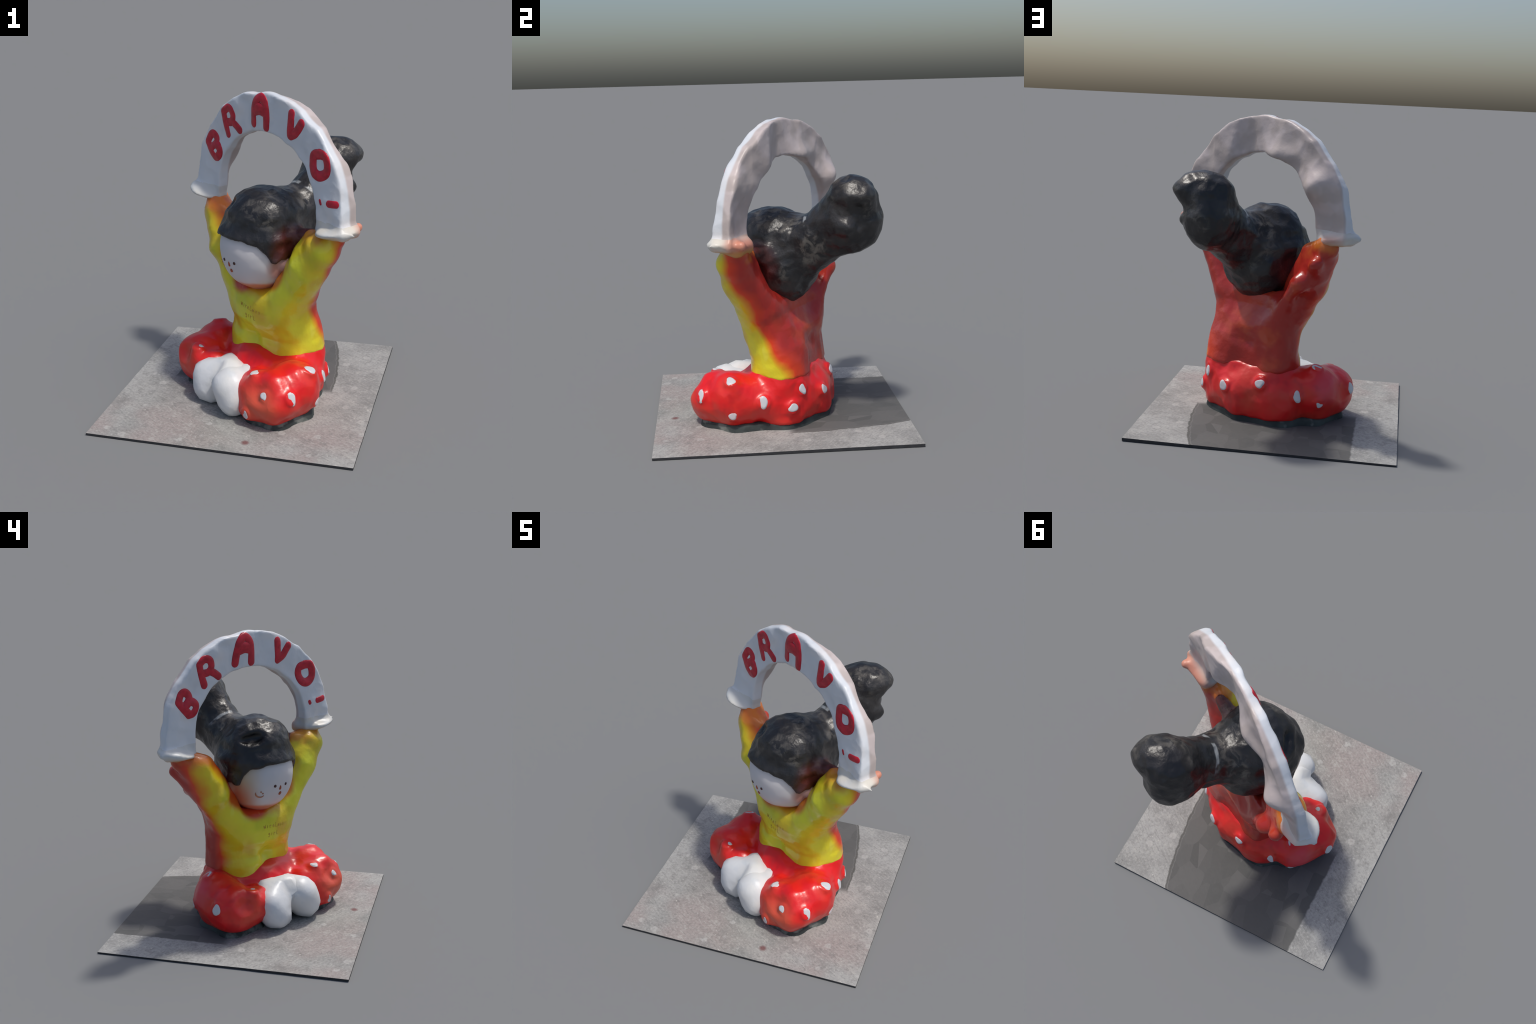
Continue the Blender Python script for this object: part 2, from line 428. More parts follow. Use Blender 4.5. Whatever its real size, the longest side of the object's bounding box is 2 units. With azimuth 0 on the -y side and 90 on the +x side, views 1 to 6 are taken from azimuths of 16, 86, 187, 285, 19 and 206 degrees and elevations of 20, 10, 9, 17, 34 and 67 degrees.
def torso_section(P):
    T = np.array(TORSO)
    z = P[:, 2]
    cx, cy, a, bf, bb = (np.interp(z, T[:, 0], T[:, i]) for i in (1, 2, 3, 4, 5))
    bb = bb * (1 - 0.45 * smoothstep(P[:, 0], 0.34, -0.12) * smoothstep(z, 0.66, 0.52))   # hollow behind the viewer's-left hip
    bf = bf + 0.05 * smoothstep(P[:, 0], 0.15, -0.06) * smoothstep(z, 0.52, 0.38)
    b = np.where(P[:, 1] < cy, bf, bb)
    u, v = np.abs(P[:, 0] - cx) / a, np.abs(P[:, 1] - cy) / b
    p = np.where(P[:, 1] < cy, 2.5, 3.2)
    rho = (u ** p + v ** p) ** (1 / p) + 1e-9
    g = np.sqrt((u ** (p - 1) / a) ** 2 + (v ** (p - 1) / b) ** 2) / rho ** (p - 1) + 1e-6
    return np.where(rho > 0.3, (rho - 1) / np.maximum(g, 1.0 / np.maximum(a, b)), -0.07)

def f_shirt(P):
    z = P[:, 2]
    d = torso_section(P)
    hem = hem_z(P)
    d = smax(d, hem - z, 0.02)
    top = 0.79 + 0.10 * smoothstep(P[:, 1], 0.08, 0.20)
    d = smax(d, z - top, 0.10)
    arm = smin(limb(P, ARM_R), limb(P, ARM_L), 0.02)
    d = smin(d, arm, 0.07)
    # sleeve folds that stick out behind the viewer's-left arm
    d = smin(d, limb(P, [(-0.335, 0.225, 0.95, 0.038), (-0.245, 0.20, 0.82, 0.045), (-0.12, 0.19, 0.62, 0.065)]), 0.05)
    d = smin(d, limb(P, [(-0.475, 0.205, 1.105, 0.038), (-0.40, 0.12, 1.03, 0.06)]), 0.06)
    d = smin(d, limb(P, [(-0.355, 0.195, 0.97, 0.045), (-0.34, 0.10, 0.95, 0.06)]), 0.07)
    d = smin(d, limb(P, [(0.33, 0.15, 0.74, 0.055), (0.47, 0.14, 0.95, 0.055)]), 0.06)
    # web between the arm and the neck
    d = smin(d, limb(P, [(0.35, 0.06, 0.90, 0.07), (0.49, 0.10, 1.17, 0.05)]), 0.05)
    d = smin(d, limb(P, [(-0.17, 0.05, 0.88, 0.07), (-0.31, 0.08, 1.15, 0.05)]), 0.05)
    # chest flowing into the arms
    d = smin(d, limb(P, [(-0.10, 0.03, 0.62, 0.085), (-0.195, 0.03, 0.80, 0.085)]), 0.06)
    d = smin(d, limb(P, [(0.27, 0.03, 0.62, 0.09), (0.36, 0.03, 0.80, 0.09)]), 0.06)
    # navel dimple
    d = smax(d, -(np.linalg.norm((P - np.array((0.09, -0.075, 0.44))) / (1, 1, 1), axis=1) - 0.045), 0.05)
    d = d + 0.007 * noise(P, 6, 1) + 0.0035 * noise(P, 15, 2)
    d = d + 0.006 * noise(P * np.array((1, 1, 0.35)), 16, 9) * smoothstep(P[:, 1], 0.15, 0.3)
    return d

V, F, N = surface_nets(f_shirt, (-0.75, -0.25, 0.24), (0.90, 0.50, 1.42), 0.011)
V, F, N = hammer(V, F, N, 8, 0.011, 11)
def lab_shirt(C):
    l = np.zeros(len(C), int)
    l[(C[:, 0] - 0.30 > 0.9 * (0.80 - C[:, 2])) & (C[:, 2] > 0.70)] = 1
    l[(-0.14 - C[:, 0] > 0.9 * (0.80 - C[:, 2])) & (C[:, 2] > 0.70)] = 2
    return l
split_mesh(V, F, N, lab_shirt, ["shirt_torso", "arm", "arm"], [M_SHIRT] * 3)

# ------------------------------------------------------------------ trousers: crossed legs, with raised knobs for spots
#        position of the spot's cap, cap radius, knob height
SPOTS = [((0.367, -0.253, 0.350), 0.034, 0.045, (0.0, 0.1, 1.0)), ((0.577, 0.007, 0.352), 0.040, 0.03, (0.35, 0.1, 0.9)),
         ((0.643, -0.190, 0.248), 0.038, 0.03, (0.9, -0.2, 0.3)), ((0.405, -0.365, 0.104), 0.030, 0.015, (0.2, -1, -0.1)),
         ((0.515, -0.305, 0.252), 0.030, 0.02, (0.5, -0.7, 0.5)), ((-0.212, -0.284, 0.342), 0.036, 0.05, (0.0, -0.1, 1.0)),
         ((-0.358, 0.012, 0.369), 0.038, 0.02, (-0.4, 0.2, 0.9)), ((-0.442, -0.205, 0.225), 0.040, 0.02, (-0.9, -0.3, 0.3)),
         ((-0.344, 0.172, 0.216), 0.036, 0.015, (-0.6, 0.7, 0.3)), ((-0.153, 0.330, 0.286), 0.036, 0.02, (-0.2, 0.9, 0.4)),
         ((0.088, 0.440, 0.234), 0.036, 0.035, (-0.2, 1, 0.2)), ((0.304, 0.387, 0.287), 0.034, 0.02, (0.4, 0.9, 0.3)),
         ((0.560, 0.255, 0.240), 0.036, 0.03, (0.7, 0.6, 0.2)), ((0.400, 0.390, 0.185), 0.036, 0.04, (0.5, 0.8, 0.2)),
         ((0.620, 0.040, 0.140), 0.032, 0.004, (0.9, 0.4, 0.0)), ((-0.42, 0.06, 0.17), 0.030, 0.004, (-0.9, 0.3, 0.1))]

def f_pants0(P):
    d = ell(P, (0.10, 0.105, 0.205), (0.36, 0.295, 0.20), (0, 0, -6))
    r = limb(P, [(0.34, 0.13, 0.20, 0.14), (0.478, -0.05, 0.215, 0.165), (0.465, -0.185, 0.19, 0.168), (0.33, -0.22, 0.18, 0.14)])
    r = smin(r, limb(P, [(0.445, -0.03, 0.14, 0.145), (0.44, -0.17, 0.14, 0.138), (0.36, -0.215, 0.14, 0.12)]), 0.04)
    l = limb(P, [(-0.16, 0.15, 0.20, 0.155), (-0.312, -0.02, 0.212, 0.165), (-0.30, -0.18, 0.188, 0.167), (-0.15, -0.215, 0.185, 0.125)])
    l = smin(l, limb(P, [(-0.305, -0.02, 0.14, 0.145), (-0.295, -0.155, 0.14, 0.138), (-0.22, -0.20, 0.14, 0.118)]), 0.04)
    d = smin(d, smin(r, l, 0.05), 0.07)
    d = smin(d, limb(P, [(0.24, 0.23, 0.13, 0.13), (0.02, 0.26, 0.12, 0.14), (-0.18, 0.17, 0.12, 0.155)]), 0.05)
    d = smin(d, ell(P, (0.375, -0.245, 0.115), (0.13, 0.115, 0.09)), 0.04)
    # dents in the front of both knees
    d = smax(d, -ell(P, (0.505, -0.375, 0.29), (0.085, 0.085, 0.07)), 0.07)
    d = smax(d, -ell(P, (-0.315, -0.375, 0.28), (0.08, 0.08, 0.07)), 0.07)
    # waist that fills the shirt up to its hem
    waist = smax(torso_section(P) + 0.006, P[:, 2] - hem_z(P) - 0.02, 0.02)
    d = smin(d, waist, 0.05)
    d = smax(d, 0.042 - P[:, 2], 0.03)
    return d

def cap_frame(p, nrm):
    n = np.array(nrm, float); n /= np.linalg.norm(n)
    P = np.array([p], float)
    for _ in range(6):                                  # slide the spot to a set height over the surface
        g, v = gradient(f_pants0, P)
        P = P - (v[:, None]) * n / max(0.4, float(g[0] @ n))
    return P[0], n

CAPS = []
for p, r, hgt, nrm in SPOTS:
    base, n = cap_frame(p, nrm)
    CAPS.append((base, n, r * 0.9, hgt * 0.4))

def f_pants(P):
    d = f_pants0(P)
    for base, n, r, hgt in CAPS:
        m = np.linalg.norm(P - base, axis=1) < 0.2
        if not m.any():
            continue
        Q = P[m] - base
        h = Q @ n
        rad = np.linalg.norm(Q - h[:, None] * n, axis=1)
        k = smax(rad - (r + 0.004) - 0.25 * np.clip(hgt - h, 0, 0.06), h - hgt, 0.008)
        k = smax(k, -0.06 - h, 0.01)
        d[m] = smin(d[m], k, 0.03)
    d = d + 0.008 * noise(P, 6, 11) + 0.004 * noise(P, 13, 12)
    return d

V, F, N = surface_nets(f_pants, (-0.60, -0.50, 0.0), (0.75, 0.56, 0.50), 0.0095)
V, F, N = hammer(V, F, N, 10, 0.013, 12)
def lab_pants(C):
    l = np.zeros(len(C), int)
    l[(C[:, 0] > 0.26) & (C[:, 1] < 0.22)] = 1
    l[(C[:, 0] < -0.10) & (C[:, 1] < 0.22)] = 2
    return l
split_mesh(V, F, N, lab_pants, ["trouser_seat", "leg", "leg"], [M_PANTS] * 3)

def disc_cap(name, r, hgt, mat, bulge=0.25, seg=28, rings=5, wob=0.12, seed=0):
    """slightly domed round cap with a rim, in its own frame (z out)"""
    g = np.random.default_rng(seed)
    ph = g.uniform(0, 6.28, 3)
    V, F = [(0, 0, hgt)], []
    for i in range(1, rings + 1):
        t = i / rings
        for j in range(seg):
            a = 2 * math.pi * j / seg
            rr = r * t * (1 + wob * (math.sin(2 * a + ph[0]) * 0.7 + math.sin(3 * a + ph[1]) * 0.4))
            V.append((rr * math.cos(a), rr * math.sin(a), hgt * math.sqrt(max(0, 1 - t ** 4)) - (0.004 if i == rings else 0)))
    for j in range(seg):
        F.append((0, 1 + j, 1 + (j + 1) % seg))
        for i in range(rings - 1):
            a, b = 1 + i * seg + j, 1 + i * seg + (j + 1) % seg
            F.append((a, a + seg, b + seg, b))
    return V, F

for i, (base, n, r, hgt) in enumerate(CAPS):
    # rest the spot on the finished surface
    P = np.array([base + n * (hgt + 0.02)])
    for _ in range(8):
        g, v = gradient(f_pants, P)
        P = P - v[:, None] * n * 0.9
    g, _ = gradient(f_pants, P)
    nn = g[0] * 0.6 + n * 0.4
    V, F = disc_cap("s", r, 0.005, None, wob=0.2, seed=i)
    q = Vector(nn).to_track_quat('Z', 'Y').to_matrix()
    rot = Matrix.Rotation(rng.uniform(0, 6.28), 3, 'Z')
    V = [tuple(Vector(P[0]) + q @ rot @ Vector((v[0] * 1.15, v[1] * 0.9, v[2] - 0.001))) for v in V]
    add_mesh("white_spot", V, F, M_SPOT)

# ------------------------------------------------------------------ shoes
def f_shoe(P, which):
    if which == 0:
        d = limb(P, [(0.0, -0.16, 0.19, 0.10), (-0.045, -0.27, 0.165, 0.128), (-0.03, -0.295, 0.115, 0.125)])
        d = smin(d, ell(P, (0.09, -0.25, 0.215), (0.155, 0.125, 0.11)), 0.05)
    else:
        d = limb(P, [(0.17, -0.14, 0.20, 0.10), (0.19, -0.30, 0.185, 0.125), (0.215, -0.31, 0.125, 0.115)])
    d = smax(d, -ell(P, (0.06, -0.40, 0.31), (0.05, 0.10, 0.07)), 0.05)
    d = smax(d, -ell(P, (0.085, -0.44, 0.15), (0.022, 0.10, 0.16)), 0.03)
    d = smax(d, 0.012 - P[:, 2], 0.02)
    return d + 0.012 * noise(P, 8, 21 + which) + 0.005 * noise(P, 18, 23)

for k in (0, 1):
    V, F, N = surface_nets(lambda P: f_shoe(P, k), (-0.22, -0.56, -0.02), (0.45, 0.02, 0.46), 0.011)
    shoe = add_mesh("shoe", V, F, M_SHOE)
    dec = shoe.modifiers.new("facets", 'DECIMATE'); dec.ratio = 260.0 / (2 * len(F))
    dg = bpy.context.evaluated_depsgraph_get()
    me = bpy.data.meshes.new_from_object(shoe.evaluated_get(dg))
    shoe.modifiers.clear(); shoe.data = me

# ------------------------------------------------------------------ head
def f_face(P, ears=True):
    d = ell(P, (0.085, 0.03, 1.05), (0.243, 0.266, 0.26))
    d = smin(d, ell(P, (0.085, 0.02, 0.93), (0.20, 0.193, 0.142)), 0.08)
    if not ears:
        return d
    d = smin(d, ell(P, (-0.145, 0.03, 0.965), (0.035, 0.04, 0.045)), 0.03)      # ear
    d = smin(d, ell(P, (0.325, 0.03, 0.975), (0.035, 0.04, 0.045)), 0.03)
    d = smin(d, limb(P, [(0.085, 0.06, 0.74, 0.10), (0.085, 0.08, 0.95, 0.15)]), 0.05)
    return d + 0.004 * noise(P, 9, 31)

V, F, N = surface_nets(f_face, (-0.25, -0.30, 0.66), (0.43, 0.36, 1.34), 0.010)
head = add_mesh("head", V, F, M_FACE, N=N)

HOLLOW = (-0.055, -0.112, 1.315)
def f_hair(P):
    cap = ell(P, (0.098, 0.045, 1.225), (0.238, 0.242, 0.197))
    fringe = ell(P, (0.085, 0.042, 1.145), (0.277, 0.268, 0.130))
    d = smin(cap, fringe, 0.03)
    d = smin(d, f_face(P, False) - 0.019, 0.02)
    x, y, z = P[:, 0] - 0.085, P[:, 1], P[:, 2]
    # hairline by angle from the front: level fringe, pointed sideburns, then down behind the ears
    ang = np.degrees(np.arctan2(np.abs(x), -(y - 0.03)))
    line = np.interp(ang, [0, 25, 47, 58, 66, 72, 80, 95, 108, 125], [1.15, 1.145, 1.112, 1.065, 1.005, 1.0, 1.02, 1.01, 0.90, 0.80])
    d = smax(d, line - z, 0.012)
    nape = ell(P, (0.095, 0.175, 1.045), (0.230, 0.175, 0.215))
    d = smin(d, nape, 0.06)
    tail = limb(P, [(0.095, 0.20, 1.19, 0.19), (0.10, 0.34, 1.24, 0.148), (0.097, 0.44, 1.312, 0.130), (0.09, 0.56, 1.38, 0.15)])
    tail = smin(tail, limb(P, [(0.115, 0.27, 1.11, 0.145), (0.09, 0.50, 1.25, 0.135)]), 0.06)
    d = smin(d, tail, 0.06)
    bun = smin(ell(P, (0.09, 0.63, 1.510), (0.185, 0.150, 0.138), (0, 0, 43)), ell(P, (0.062, 0.612, 1.36), (0.168, 0.198, 0.21), (0, 0, 33)), 0.05)
    bun = smin(bun, ell(P, (0.155, 0.75, 1.53), (0.075, 0.065, 0.055)), 0.04)
    bun = smin(bun, ell(P, (0.215, 0.65, 1.335), (0.045, 0.055, 0.045)), 0.04)
    bun = smax(bun, -ell(P, (0.25, 0.775, 1.435), (0.075, 0.085, 0.06)), 0.025)
    d = smin(d, bun, 0.05)
    d = smax(d, -ell(P, (-0.15, 0.17, 1.38), (0.10, 0.13, 0.09)), 0.07)
    # hollow in the fringe
    d = smax(d, -ell(P, HOLLOW, (0.095, 0.06, 0.042), (0, -12, -40)), 0.03)
    # spike joining the hair to the viewer's-right arm
    d = smin(d, limb(P, [(0.30, 0.11, 1.12, 0.065), (0.46, 0.12, 1.185, 0.042)]), 0.05)
    d = d + 0.008 * noise(P, 7, 41) + 0.0045 * noise(P, 17, 42)
    return d

V, F, N = surface_nets(f_hair, (-0.28, -0.30, 0.72), (0.55, 0.92, 1.74), 0.010)
V, F, N = hammer(V, F, N, 13, 0.014, 17)
def lab_hair(C):
    l = np.zeros(len(C), int)
    l[C[:, 1] > 0.34] = 1
    l[(C[:, 1] - 0.47) + 0.6 * (C[:, 2] - 1.36) > 0] = 2
    return l
split_mesh(V, F, N, lab_hair, ["hair", "ponytail", "hair_bun"], [M_HAIR] * 3)

# face features sit just proud of the face
def on_face(x, z):
    P = np.array([(x, -0.35, z)])
    for _ in range(12):
        g, v = gradient(f_face, P)
        P[:, 1] += v * 0.8
    g, _ = gradient(f_face, P)
    return P[0], g[0]

def face_mark(name, x, z, rx, rz, mat, tilt=0.0, point=0.0):
    p, n = on_face(x, z)
    V, F = disc_cap("m", 1.0, 0.005, None, wob=0.03, seed=3)
    q = Vector(n).to_track_quat('Z', 'Y').to_matrix()
    rot = Matrix.Rotation(tilt, 3, 'Z')
    W = []
    for v in V:
        w = Vector((v[0] * rx * (1 - point * max(-1, min(1, v[1]))), v[1] * rz, v[2]))
        W.append(tuple(Vector(p) + q @ (rot @ w)))
    add_mesh(name, W, F, mat, parent=head)

face_mark("eye", 0.040, 0.991, 0.011, 0.012, M_EYE)
face_mark("eye", 0.135, 0.988, 0.010, 0.012, M_EYE)
face_mark("nose", 0.086, 0.972, 0.008, 0.020, M_LIP, 0.0, 0.6)
face_mark("mouth", 0.092, 0.928, 0.012, 0.016, M_LIP, -0.25)
# painted cheek ring with two dots
pc, nc = on_face(-0.05, 0.945)
def ring(name, p, n, R, r, a0, a1, mat, parent, squash=0.5, seg=26, s2=8):
    q = Vector(n).to_track_quat('Z', 'Y').to_matrix()
    V, F = [], []
    for i in range(seg + 1):
        a = a0 + (a1 - a0) * i / seg
        for j in range(s2):
            b = 2 * math.pi * j / s2
            taper = max(0.02, math.sin(math.pi * i / seg)) ** 0.5 if a1 - a0 < 6 else 1
            rr = R + r * taper * math.cos(b)
            V.append(tuple(Vector(p) + q @ Vector((rr * math.cos(a), rr * math.sin(a), r * squash * taper * math.sin(b)))))
    for i in range(seg):
        for j in range(s2):
            a, b = i * s2 + j, i * s2 + (j + 1) % s2
            F.append((a, b, b + s2, a + s2))
    add_mesh(name, V, F, mat, parent)
M_BLUSH = mat_flat("blush_paint", (0.50, 0.20, 0.10))
ring("cheek_ring", pc, nc, 0.030, 0.006, math.radians(160), math.radians(330), M_BLUSH, head)
face_mark("cheek_dot", -0.046, 0.957, 0.006, 0.006, M_BLUSH)
face_mark("cheek_dot", -0.034, 0.945, 0.006, 0.006, M_BLUSH)

# ------------------------------------------------------------------ lettered arch and the hands that hold it
def f_arch(P):
    x, y, z = P[:, 0], P[:, 1], P[:, 2]
    zz = np.maximum(z, 1.33)
    # elliptical band; below the springing line it runs straight down
    def ring_d(cx, a, b):
        u, w = (x - cx) / a, (zz - 1.33) / b
        k0 = np.sqrt(u * u + w * w) + 1e-9
        k1 = np.sqrt((u / a) ** 2 + (w / b) ** 2) + 1e-9
        return k0 * (k0 - 1) / k1
    lump = noise(P * np.array((1, 0.3, 1)), 7, 51)
    outer = ring_d(0.075, np.where(x < 0.075, 0.706, 0.716), 0.666) + 0.009 * lump + 0.004 * noise(P * np.array((1, 0.3, 1)), 16, 56)
    inner = -ring_d(0.068, np.where(x > 0.068, 0.497, 0.460), 0.425) + 0.005 * noise(P, 8, 52)
    d = smax(outer, inner, 0.02)
    depth = np.clip(-inner, 0, 0.25)                                   # 0 at the inner rim
    back = 0.165 - 0.018 * np.exp(-((x - 0.07) / 0.2) ** 2) - 0.04 * smoothstep(z, 1.62, 1.40) * (x < 0) + 0.018 * smoothstep(x, 0.15, 0.35) * smoothstep(z, 1.45, 1.6) + 0.012 * smoothstep(-outer, 0.05, 0.25) + 0.022 * noise(P * np.array((1, 0.2, 1)), 5, 53)
    front = 0.061 + 0.018 * smoothstep(z, 1.42, 1.70) + 0.008 * noise(P * np.array((1, 0.1, 1)), 9, 54)
    back = back + 0.06 * np.exp(-((x + 0.43) / 0.09) ** 2 - ((z - 1.57) / 0.10) ** 2) + 0.03 * np.exp(-((x + 0.10) / 0.10) ** 2 - ((z - 1.76) / 0.06) ** 2)
    d = smax(d, smax(front - y, y - back, 0.02), 0.018)
    d = smax(d, 1.235 - z, 0.02)
    # cupped hands: a flared lip under each end
    for c, rot in (((-0.545, 0.075, 1.262), (0, 12, 0)), ((0.705, 0.105, 1.262), (0, -8, 0))):
        lip = ell(P, c, (0.126, 0.110 if c[0] < 0 else 0.122, 0.030), rot)
        d = smin(d, lip, 0.05)
    d = smin(d, limb(P, [(-0.56, 0.07, 1.262, 0.035), (-0.676, 0.045, 1.275, 0.007)]), 0.03)
    d = smin(d, limb(P, [(0.72, 0.09, 1.258, 0.035), (0.862, 0.088, 1.278, 0.007)]), 0.03)
    d = smin(d, limb(P, [(0.70, 0.14, 1.25, 0.045), (0.745, 0.235, 1.27, 0.026)]), 0.03)   # thumb
    d = smin(d, limb(P, [(0.60, 0.16, 1.24, 0.05), (0.69, 0.17, 1.24, 0.05)]), 0.03)
    return d + 0.003 * noise(P, 16, 55)

V, F, N = surface_nets(f_arch, (-0.78, -0.06, 1.17), (0.96, 0.32, 2.06), 0.0095)
V, F, N = hammer(V, F, N, 7.5, 0.014, 13)
def lab_arch(C):
    l = np.zeros(len(C), int)
    l[(C[:, 2] < 1.315) & (C[:, 0] > 0)] = 1
    l[(C[:, 2] < 1.315) & (C[:, 0] < 0)] = 2
    return l
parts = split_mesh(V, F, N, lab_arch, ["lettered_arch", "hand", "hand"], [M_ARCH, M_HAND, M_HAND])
arch = parts[0]

def front_y(x, z):
    P = np.stack([x, np.full(len(x), -0.02), z], 1)
    for _ in range(8):
        P[:, 1] += np.clip(f_arch(P), -0.03, 0.03) * 0.9
    return P[:, 1] - 0.014 * (worley(P, 7.5, 13) - 0.5)

def stroke_letter(name, strokes, r, mat, parent, surf, flat=0.35, cyclic=False):
    """brush strokes: chains of (x, z) points swept with a flattened round section, laid on a surface"""
    V, F = [], []
    s2 = 10
    for st in strokes:
        pts = np.array(st, float)
        # resample through a Catmull-Rom spline
        Pp = np.vstack([2 * pts[0] - pts[1], pts, 2 * pts[-1] - pts[-2]])
        out = []
        for i in range(1, len(Pp) - 2):
            for t in np.linspace(0, 1, 7)[:-1]:
                p0, p1, p2, p3 = Pp[i - 1], Pp[i], Pp[i + 1], Pp[i + 2]
                out.append(0.5 * ((2 * p1) + (-p0 + p2) * t + (2 * p0 - 5 * p1 + 4 * p2 - p3) * t ** 2 + (-p0 + 3 * p1 - 3 * p2 + p3) * t ** 3))
        out.append(pts[-1]); out = np.array(out)
        tan = np.gradient(out, axis=0); tan /= np.linalg.norm(tan, axis=1, keepdims=True) + 1e-9
        nor = np.stack([-tan[:, 1], tan[:, 0]], 1)
        # round ends
        ext = [(out[0] - tan[0] * r * math.cos(a), nor[0], math.sin(a)) for a in (0.08, 0.5, 0.9, 1.2)]
        ext += [(o, q, 1.0) for o, q in zip(out, nor)]
        ext += [(out[-1] + tan[-1] * r * math.cos(a), nor[-1], math.sin(a)) for a in (1.2, 0.9, 0.5, 0.08)]
        b0 = len(V)
        for o, q, k in ext:
            for j in range(s2):
                a = 2 * math.pi * j / s2
                xz = o + q * r * k * math.cos(a)
                V.append((xz[0], -r * flat * k * math.sin(a), xz[1]))
        for i in range(len(ext) - 1):
            for j in range(s2):
                a, b = b0 + i * s2 + j, b0 + i * s2 + (j + 1) % s2
                F.append((a, b, b + s2, a + s2))
        F.append(tuple(b0 + j for j in range(s2)))
        F.append(tuple(b0 + (len(ext) - 1) * s2 + j for j in range(s2))[::-1])
    V = np.array(V)
    V[:, 1] += surf(V[:, 0], V[:, 2])
    ob = add_mesh(name, V, F, mat, parent)
    bm = bmesh.new(); bm.from_mesh(ob.data)
    bmesh.ops.recalc_face_normals(bm, faces=bm.faces)
    bm.to_mesh(ob.data); bm.free()
    return ob

B = [[(-0.512, 1.603), (-0.478, 1.558), (-0.435, 1.510)],
     [(-0.512, 1.605), (-0.487, 1.650), (-0.455, 1.660), (-0.427, 1.635), (-0.430, 1.605), (-0.455, 1.580), (-0.476, 1.565)],
     [(-0.430, 1.600), (-0.400, 1.590), (-0.380, 1.565), (-0.388, 1.535), (-0.410, 1.515), (-0.435, 1.510)]]
R = [[(-0.335, 1.825), (-0.320, 1.755), (-0.298, 1.685)],
     [(-0.335, 1.825), (-0.295, 1.855), (-0.255, 1.848), (-0.238, 1.808), (-0.258, 1.770), (-0.305, 1.762)],
     [(-0.255, 1.775), (-0.215, 1.755), (-0.178, 1.728)]]
A = [[(-0.036, 1.795), (-0.024, 1.870), (0.000, 1.935), (0.045, 1.965), (0.085, 1.935), (0.098, 1.870), (0.096, 1.790)],
     [(-0.015, 1.872), (0.040, 1.885), (0.095, 1.872)], [(-0.005, 1.900), (0.040, 1.905), (0.090, 1.900)]]
Vv = [[(0.332, 1.905), (0.330, 1.840), (0.328, 1.780)], [(0.328, 1.775), (0.375, 1.800), (0.425, 1.860)]]
O = [[(0.585, 1.708), (0.530, 1.690), (0.522, 1.640), (0.545, 1.595), (0.590, 1.580), (0.640, 1.605), (0.648, 1.655), (0.628, 1.700), (0.580, 1.708)]]
X = [[(0.685, 1.436), (0.740, 1.442)]]
D = [[(0.608, 1.438), (0.614, 1.424)]]
for s, r in ((B, 0.028), (R, 0.0265), (A, 0.029), (Vv, 0.029), (O, 0.031), (X, 0.022), (D, 0.012)):
    stroke_letter("letter", s, r, M_LETTER, arch, front_y, 0.20)

# faded handwriting on the chest
def chest_y(x, z):
    P = np.stack([x, np.full(len(x), -0.28), z], 1)
    for _ in range(12):
        P[:, 1] += np.clip(f_shirt(P), -0.05, 0.05) * 0.9
    return P[:, 1] - 0.011 * (worley(P, 8, 11) - 0.5) - 0.0008
def glyphs(x0, z0, w, h, dz, words):
    G = {'w': [[(0, 1), (.25, 0), (.5, .8), (.75, 0), (1, 1.1)]], 'i': [[(.5, .9), (.45, 0)]], 'r': [[(.2, .9), (.2, 0)], [(.2, .6), (.5, .9), (.8, .8)]],
         'e': [[(.15, .5), (.8, .55), (.6, .95), (.2, .7), (.25, .15), (.8, .1)]], 'L': [[(.5, 1.6), (.2, .05), (1.0, 0)]],
         's': [[(.8, .9), (.3, .75), (.7, .35), (.2, .05)]], 'g': [[(.8, .8), (.3, .8), (.35, .3), (.8, .5), (.75, -.5), (.1, -.4)]], 'l': [[(.4, 1.5), (.4, .05), (.9, 0)]]}
    out = []
    for i, ch in enumerate(words):
        out.append([[(x0 + (i + p[0] * 0.75) * w, z0 + dz * i + p[1] * h) for p in st] for st in G[ch]])
    return out
for word, x0, z0, dz in (("wireLess", 0.035, 0.652, -0.002), ("girl", 0.075, 0.590, -0.003)):
    for g in glyphs(x0, z0, 0.0245, 0.020, dz, word):
        stroke_letter("chest_letter", g, 0.0018, M_WRITE, root, chest_y, 0.4)

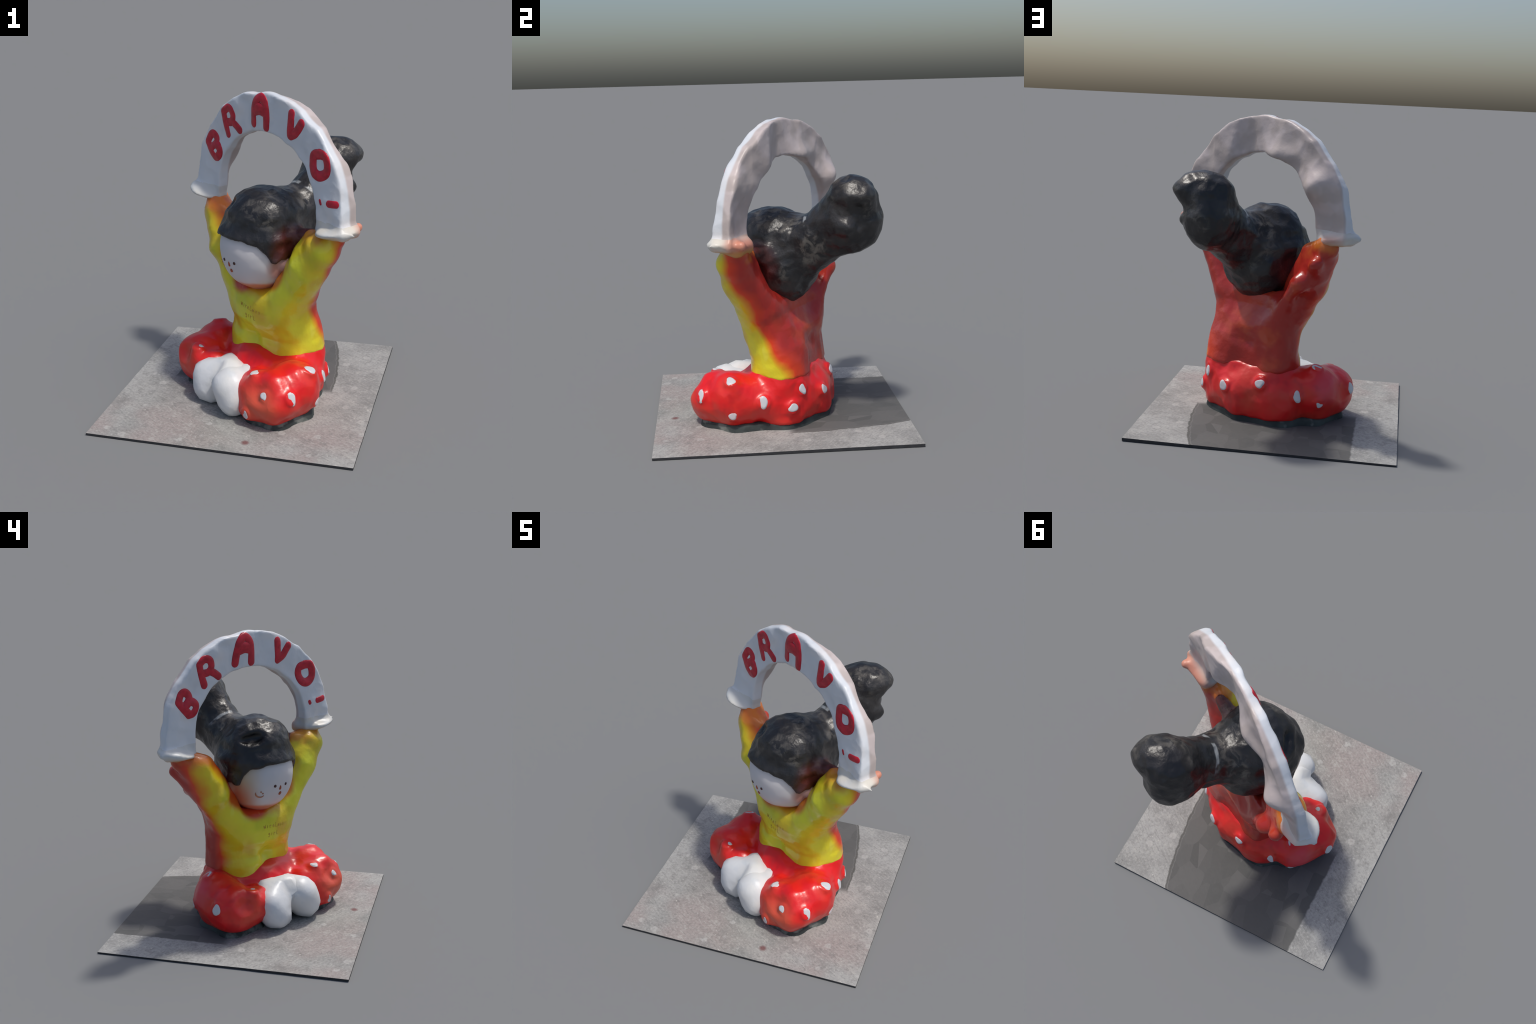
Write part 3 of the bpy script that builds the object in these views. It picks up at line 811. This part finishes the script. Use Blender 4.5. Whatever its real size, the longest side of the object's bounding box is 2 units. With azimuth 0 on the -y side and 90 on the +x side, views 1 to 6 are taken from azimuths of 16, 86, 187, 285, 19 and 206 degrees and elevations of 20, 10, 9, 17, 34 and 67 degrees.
# ------------------------------------------------------------------ plinth and slab
def f_plinth(P):
    d = f_pants0(np.stack([P[:, 0], P[:, 1], np.full(len(P), 0.12)], 1)) + 0.042 + 0.03 * smoothstep(P[:, 1], 0.05, -0.1)
    d = smax(d + 0.25 * np.clip(P[:, 2] - 0.02, -0.02, 0.1) - 0.03, P[:, 2] - 0.06, 0.02)
    d = d + 0.008 * noise(P, 9, 61)
    return smax(d, 0.006 - P[:, 2], 0.004)
V, F, N = surface_nets(f_plinth, (-0.62, -0.56, -0.012), (0.76, 0.60, 0.13), 0.012)
add_mesh("plinth", V, F, M_PLINTH, N=N)

def slab():
    n, s, t = 60, 0.835, 0.016
    V, F = [], []
    for lvl in (0, 1):
        for j in range(n + 1):
            for i in range(n + 1):
                x, y = -s + 2 * s * i / n, -s + 2 * s * j / n
                V.append([x, y, t if lvl else 0.0])
    V = np.array(V)
    top = V[:, 2] > 0
    inner = (np.abs(V[:, 0]) < s - 0.001) & (np.abs(V[:, 1]) < s - 0.001)
    V[top, 2] = 0.014 + 0.005 * V[top, 0] / s * (V[top, 1] > -0.4) * np.clip((V[top, 1] + 0.4) / 0.8, 0, 1)
    V[top & inner, 2] += 0.0018 * noise(V[top & inner], 9, 71)
    V[:, :2] -= np.where(inner[:, None], 0, 1) * np.sign(V[:, :2]) * 0.0015 * np.abs(noise(V, 14, 72))[:, None] * (np.abs(V[:, :2]) > s - 0.001)
    m = (n + 1) ** 2
    for j in range(n):
        for i in range(n):
            a = j * (n + 1) + i
            F.append((m + a, m + a + 1, m + a + n + 2, m + a + n + 1))
            F.append((a, a + n + 1, a + n + 2, a + 1))
    for i in range(n):
        a, b = i, i + 1
        F.append((a, b, m + b, m + a))
        a, b = n * (n + 1) + i, n * (n + 1) + i + 1
        F.append((b, a, m + a, m + b))
        a, b = i * (n + 1), (i + 1) * (n + 1)
        F.append((b, a, m + a, m + b))
        a, b = i * (n + 1) + n, (i + 1) * (n + 1) + n
        F.append((a, b, m + b, m + a))
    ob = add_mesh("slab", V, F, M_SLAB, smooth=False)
    ob.data.materials.append(mat_flat("slab_edge", (0.035, 0.036, 0.04), 0.8))
    for p in ob.data.polygons:
        if abs(p.normal.z) < 0.5:
            p.material_index = 1
    ob.rotation_euler = (0, 0, -TURN)
slab()
